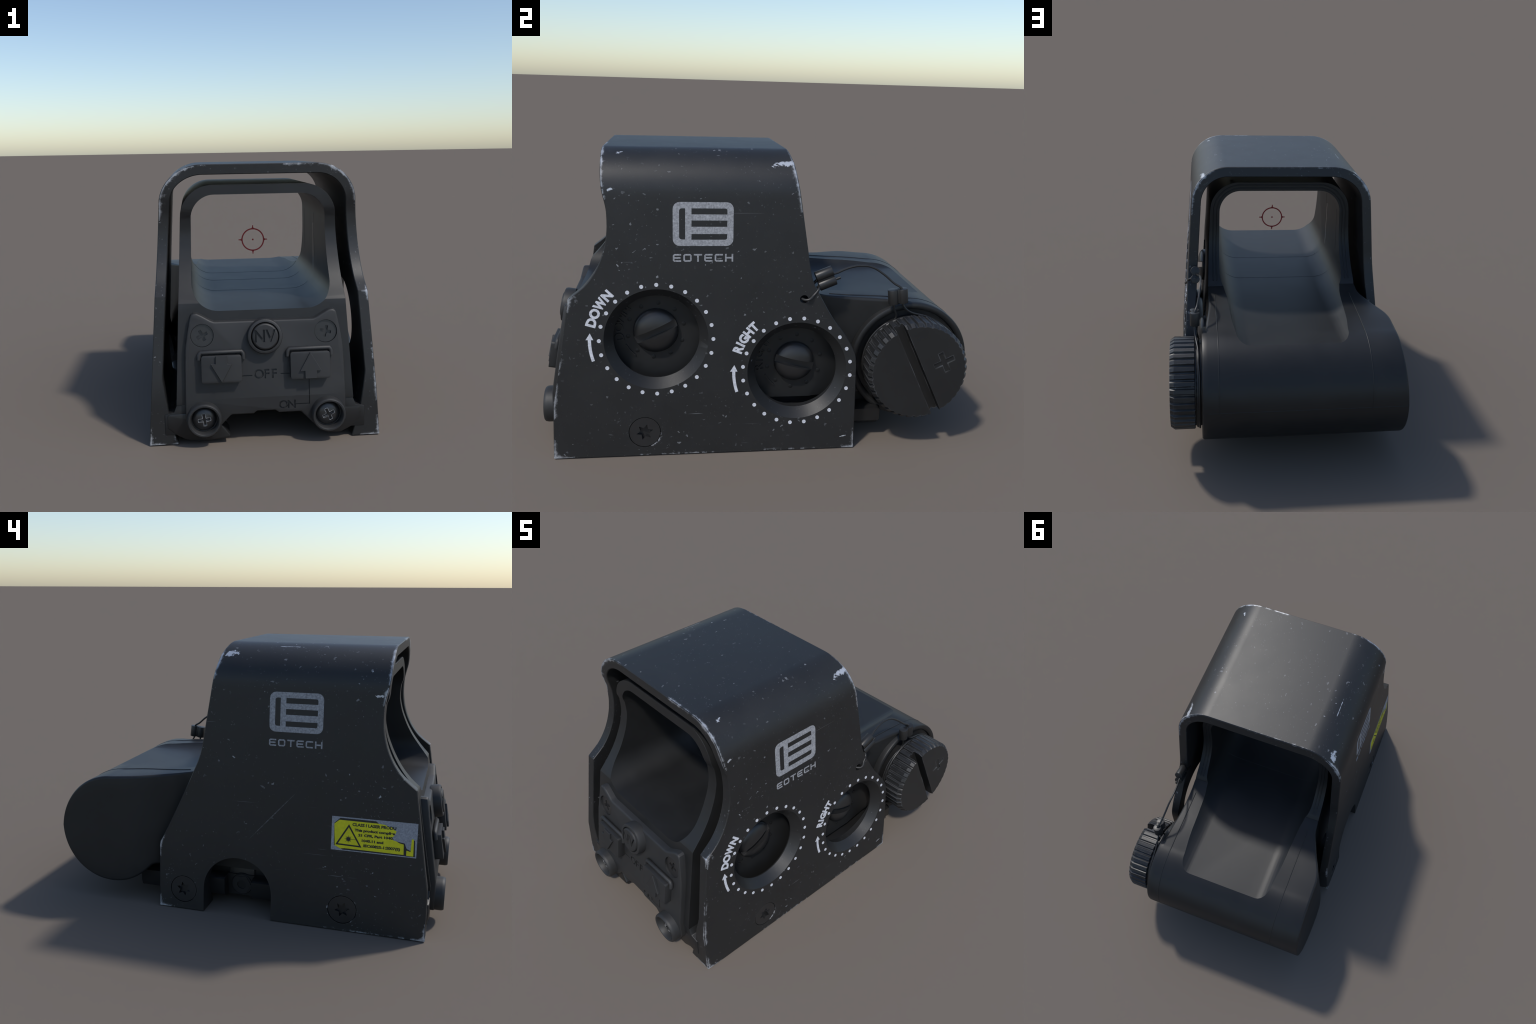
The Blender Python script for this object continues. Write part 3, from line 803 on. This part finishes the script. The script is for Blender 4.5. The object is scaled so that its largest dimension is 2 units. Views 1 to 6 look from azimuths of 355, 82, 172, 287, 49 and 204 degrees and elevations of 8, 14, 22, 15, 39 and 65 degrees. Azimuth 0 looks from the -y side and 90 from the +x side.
dot_me = flat([circle(.0087, 16)], .0016); dot_me.name = 'dial_dot'; dot_me.materials.append(M_WHITE)
def in_wall(fr, y, z, du, dv, off=PR, rot=0.0): return fr(y, z, off) @ Matrix.Translation((du, dv, 0)) @ Matrix.Rotation(rot, 4, 'Z')
for k, (y, z) in enumerate([(-.4705, .5425), (.159, .3835)]):
    ph = (0, 84)[k]
    for i in range(24):
        a = math.radians(ph + 15*i)
        ob = link(bpy.data.objects.new('dial_dot', dot_me)); ob.parent = hood
        ob.matrix_local = in_wall(right_frame, y, z, .2485*math.cos(a), .2485*math.sin(a))
    word, a0, a1, sx = (('DOWN', 163.5, 136, 1.0), ('RIGHT', 158.5, 133.5, .92))[k]
    adv = {'D': 1, 'O': 1.05, 'W': 1.3, 'N': 1.05, 'R': 1, 'I': .55, 'G': 1.05, 'H': 1.05, 'T': .95}
    cum = [0]
    for c0, c1 in zip(word, word[1:]): cum.append(cum[-1] + (adv[c0]+adv[c1])/2)
    for ch, cpos in zip(word, cum):
        a = math.radians(a0 + (a1-a0)*cpos/cum[-1])
        me = letters(ch, .057, .0016, .0030, sx=sx*(.80 if ch == 'W' else .95))
        put('marking_letter', me, in_wall(right_frame, y, z, .2885*math.cos(a), .2885*math.sin(a), PR, a-pi/2), M_WHITE, hood)
    ts = np.linspace(math.radians(198.5), math.radians(179), 9); r = .2885
    w = lambda t: .0068 + .0025*math.sin(t*40)
    outer = [((r+.0068)*math.cos(t), (r+.0068)*math.sin(t)) for t in ts]; inner = [((r-.0068)*math.cos(t), (r-.0068)*math.sin(t)) for t in ts[::-1]]
    t2 = ts[-1]; tip = math.radians(173)
    head = [((r+.0165)*math.cos(t2), (r+.0165)*math.sin(t2)), (r*math.cos(tip), r*math.sin(tip)), ((r-.0165)*math.cos(t2), (r-.0165)*math.sin(t2))]
    put('marking_arrow', flat([outer + head + inner], .0016), in_wall(right_frame, y, z, 0, 0), M_WHITE, hood)

# ------------------------------------------------------------------ warning label on the left wall
LW, LH = .402, .166
lab_o = lambda off: left_frame(-.660, .4915, off)
UV = lambda u, v: ((u-.5)*LW, (.5-v)*LH)
label = put('warning_label', flat([[UV(0, 0), UV(1, 0), UV(1, 1), UV(0, 1)]], .0014), lab_o(-.0006), M_FOIL, root)
blk = [(.10, .035), (.52, .04), (.60, .2), (.72, .55), (.86, .6), (.885, .75), (.93, .80), (.94, .45), (.975, .5), (.985, .97), (.14, .97), (.035, .86), (.03, .2)]
put('label_border', flat([[UV(*p) for p in blk]], .0004), lab_o(.0008), M_INK, label)
yel = [(.03, .22), (.09, .095), (.53, .10), (.62, .115), (.66, .155), (.715, .175), (.735, .25), (.76, .268), (.75, .34), (.735, .41), (.71, .475), (.728, .545), (.76, .56), (.80, .61), (.85, .635), (.855, .935), (.16, .925), (.115, .945), (.045, .87)]
put('label_field', flat([[UV(*p) for p in yel]], .0004), lab_o(.0012), M_YELLOW, label)
put('label_field', flat([[UV(*p) for p in [(.885, .80), (.932, .83), (.938, .46), (.962, .46), (.966, .955), (.885, .95)]]], .0004), lab_o(.0012), M_YELLOW, label)
tri = [UV(.205, .20), UV(.052, .835), UV(.365, .855)]
cxy = (sum(p[0] for p in tri)/3, sum(p[1] for p in tri)/3)
inn = [(cxy[0] + (p[0]-cxy[0])*.80, cxy[1] + (p[1]-cxy[1])*.80) for p in tri]
put('label_triangle', flat([tri, inn], .0004), lab_o(.0016), M_INK, label)
bc = UV(.205, .64); rays = []
for i in range(32):
    a = 2*pi*i/32; r_ = (.021 if (i//2) % 2 == 0 else .015) if i % 2 == 0 else .0085
    rays.append((bc[0] + r_*math.cos(a), bc[1] + r_*math.sin(a)))
put('label_burst', flat([rays], .0004), lab_o(.0016), M_INK, label)
put('label_burst_beam', flat([[(bc[0]+.012, bc[1]-.0012), (bc[0]+.036, bc[1]-.0006), (bc[0]+.036, bc[1]+.0006), (bc[0]+.012, bc[1]+.0012)]], .0004), lab_o(.0017), M_INK, label)
for s, u, v, sz, wd in (('CLASS I LASER PRODU', .245, .20, .0195, 1.0), ('This product complies', .275, .355, .0165, 1.0), ('21 CFR, Part 1040.', .32, .495, .0165, 1.0), ('1040.11 and', .355, .65, .0165, 1.08), ('IEC60825-1:2007(E)', .385, .795, .0175, 1.0)):
    me = letters(s, sz, .0004, .0009, align='LEFT', sx=wd)
    # squeeze each line into its place
    xs_ = [q.co.x for q in me.vertices]; wmax = {0: .205, 1: .188, 2: .165, 3: .105, 4: .172}[('CLASS I LASER PRODU', 'This product complies', '21 CFR, Part 1040.', '1040.11 and', 'IEC60825-1:2007(E)').index(s)]
    me.transform(Matrix.Diagonal((wmax/max(xs_), 1, 1, 1)))
    x, y = UV(u, v)
    put('label_text', me, lab_o(.0016) @ Matrix.Translation((x, y, 0)), M_INK, label)

# third-level children only: flatten anything deeper (thing > part > sub-part)
for ob in list(bpy.data.objects):
    d = 0; p = ob
    while p.parent: d += 1; p = p.parent
    if d > 2: ob.parent = ob.parent.parent
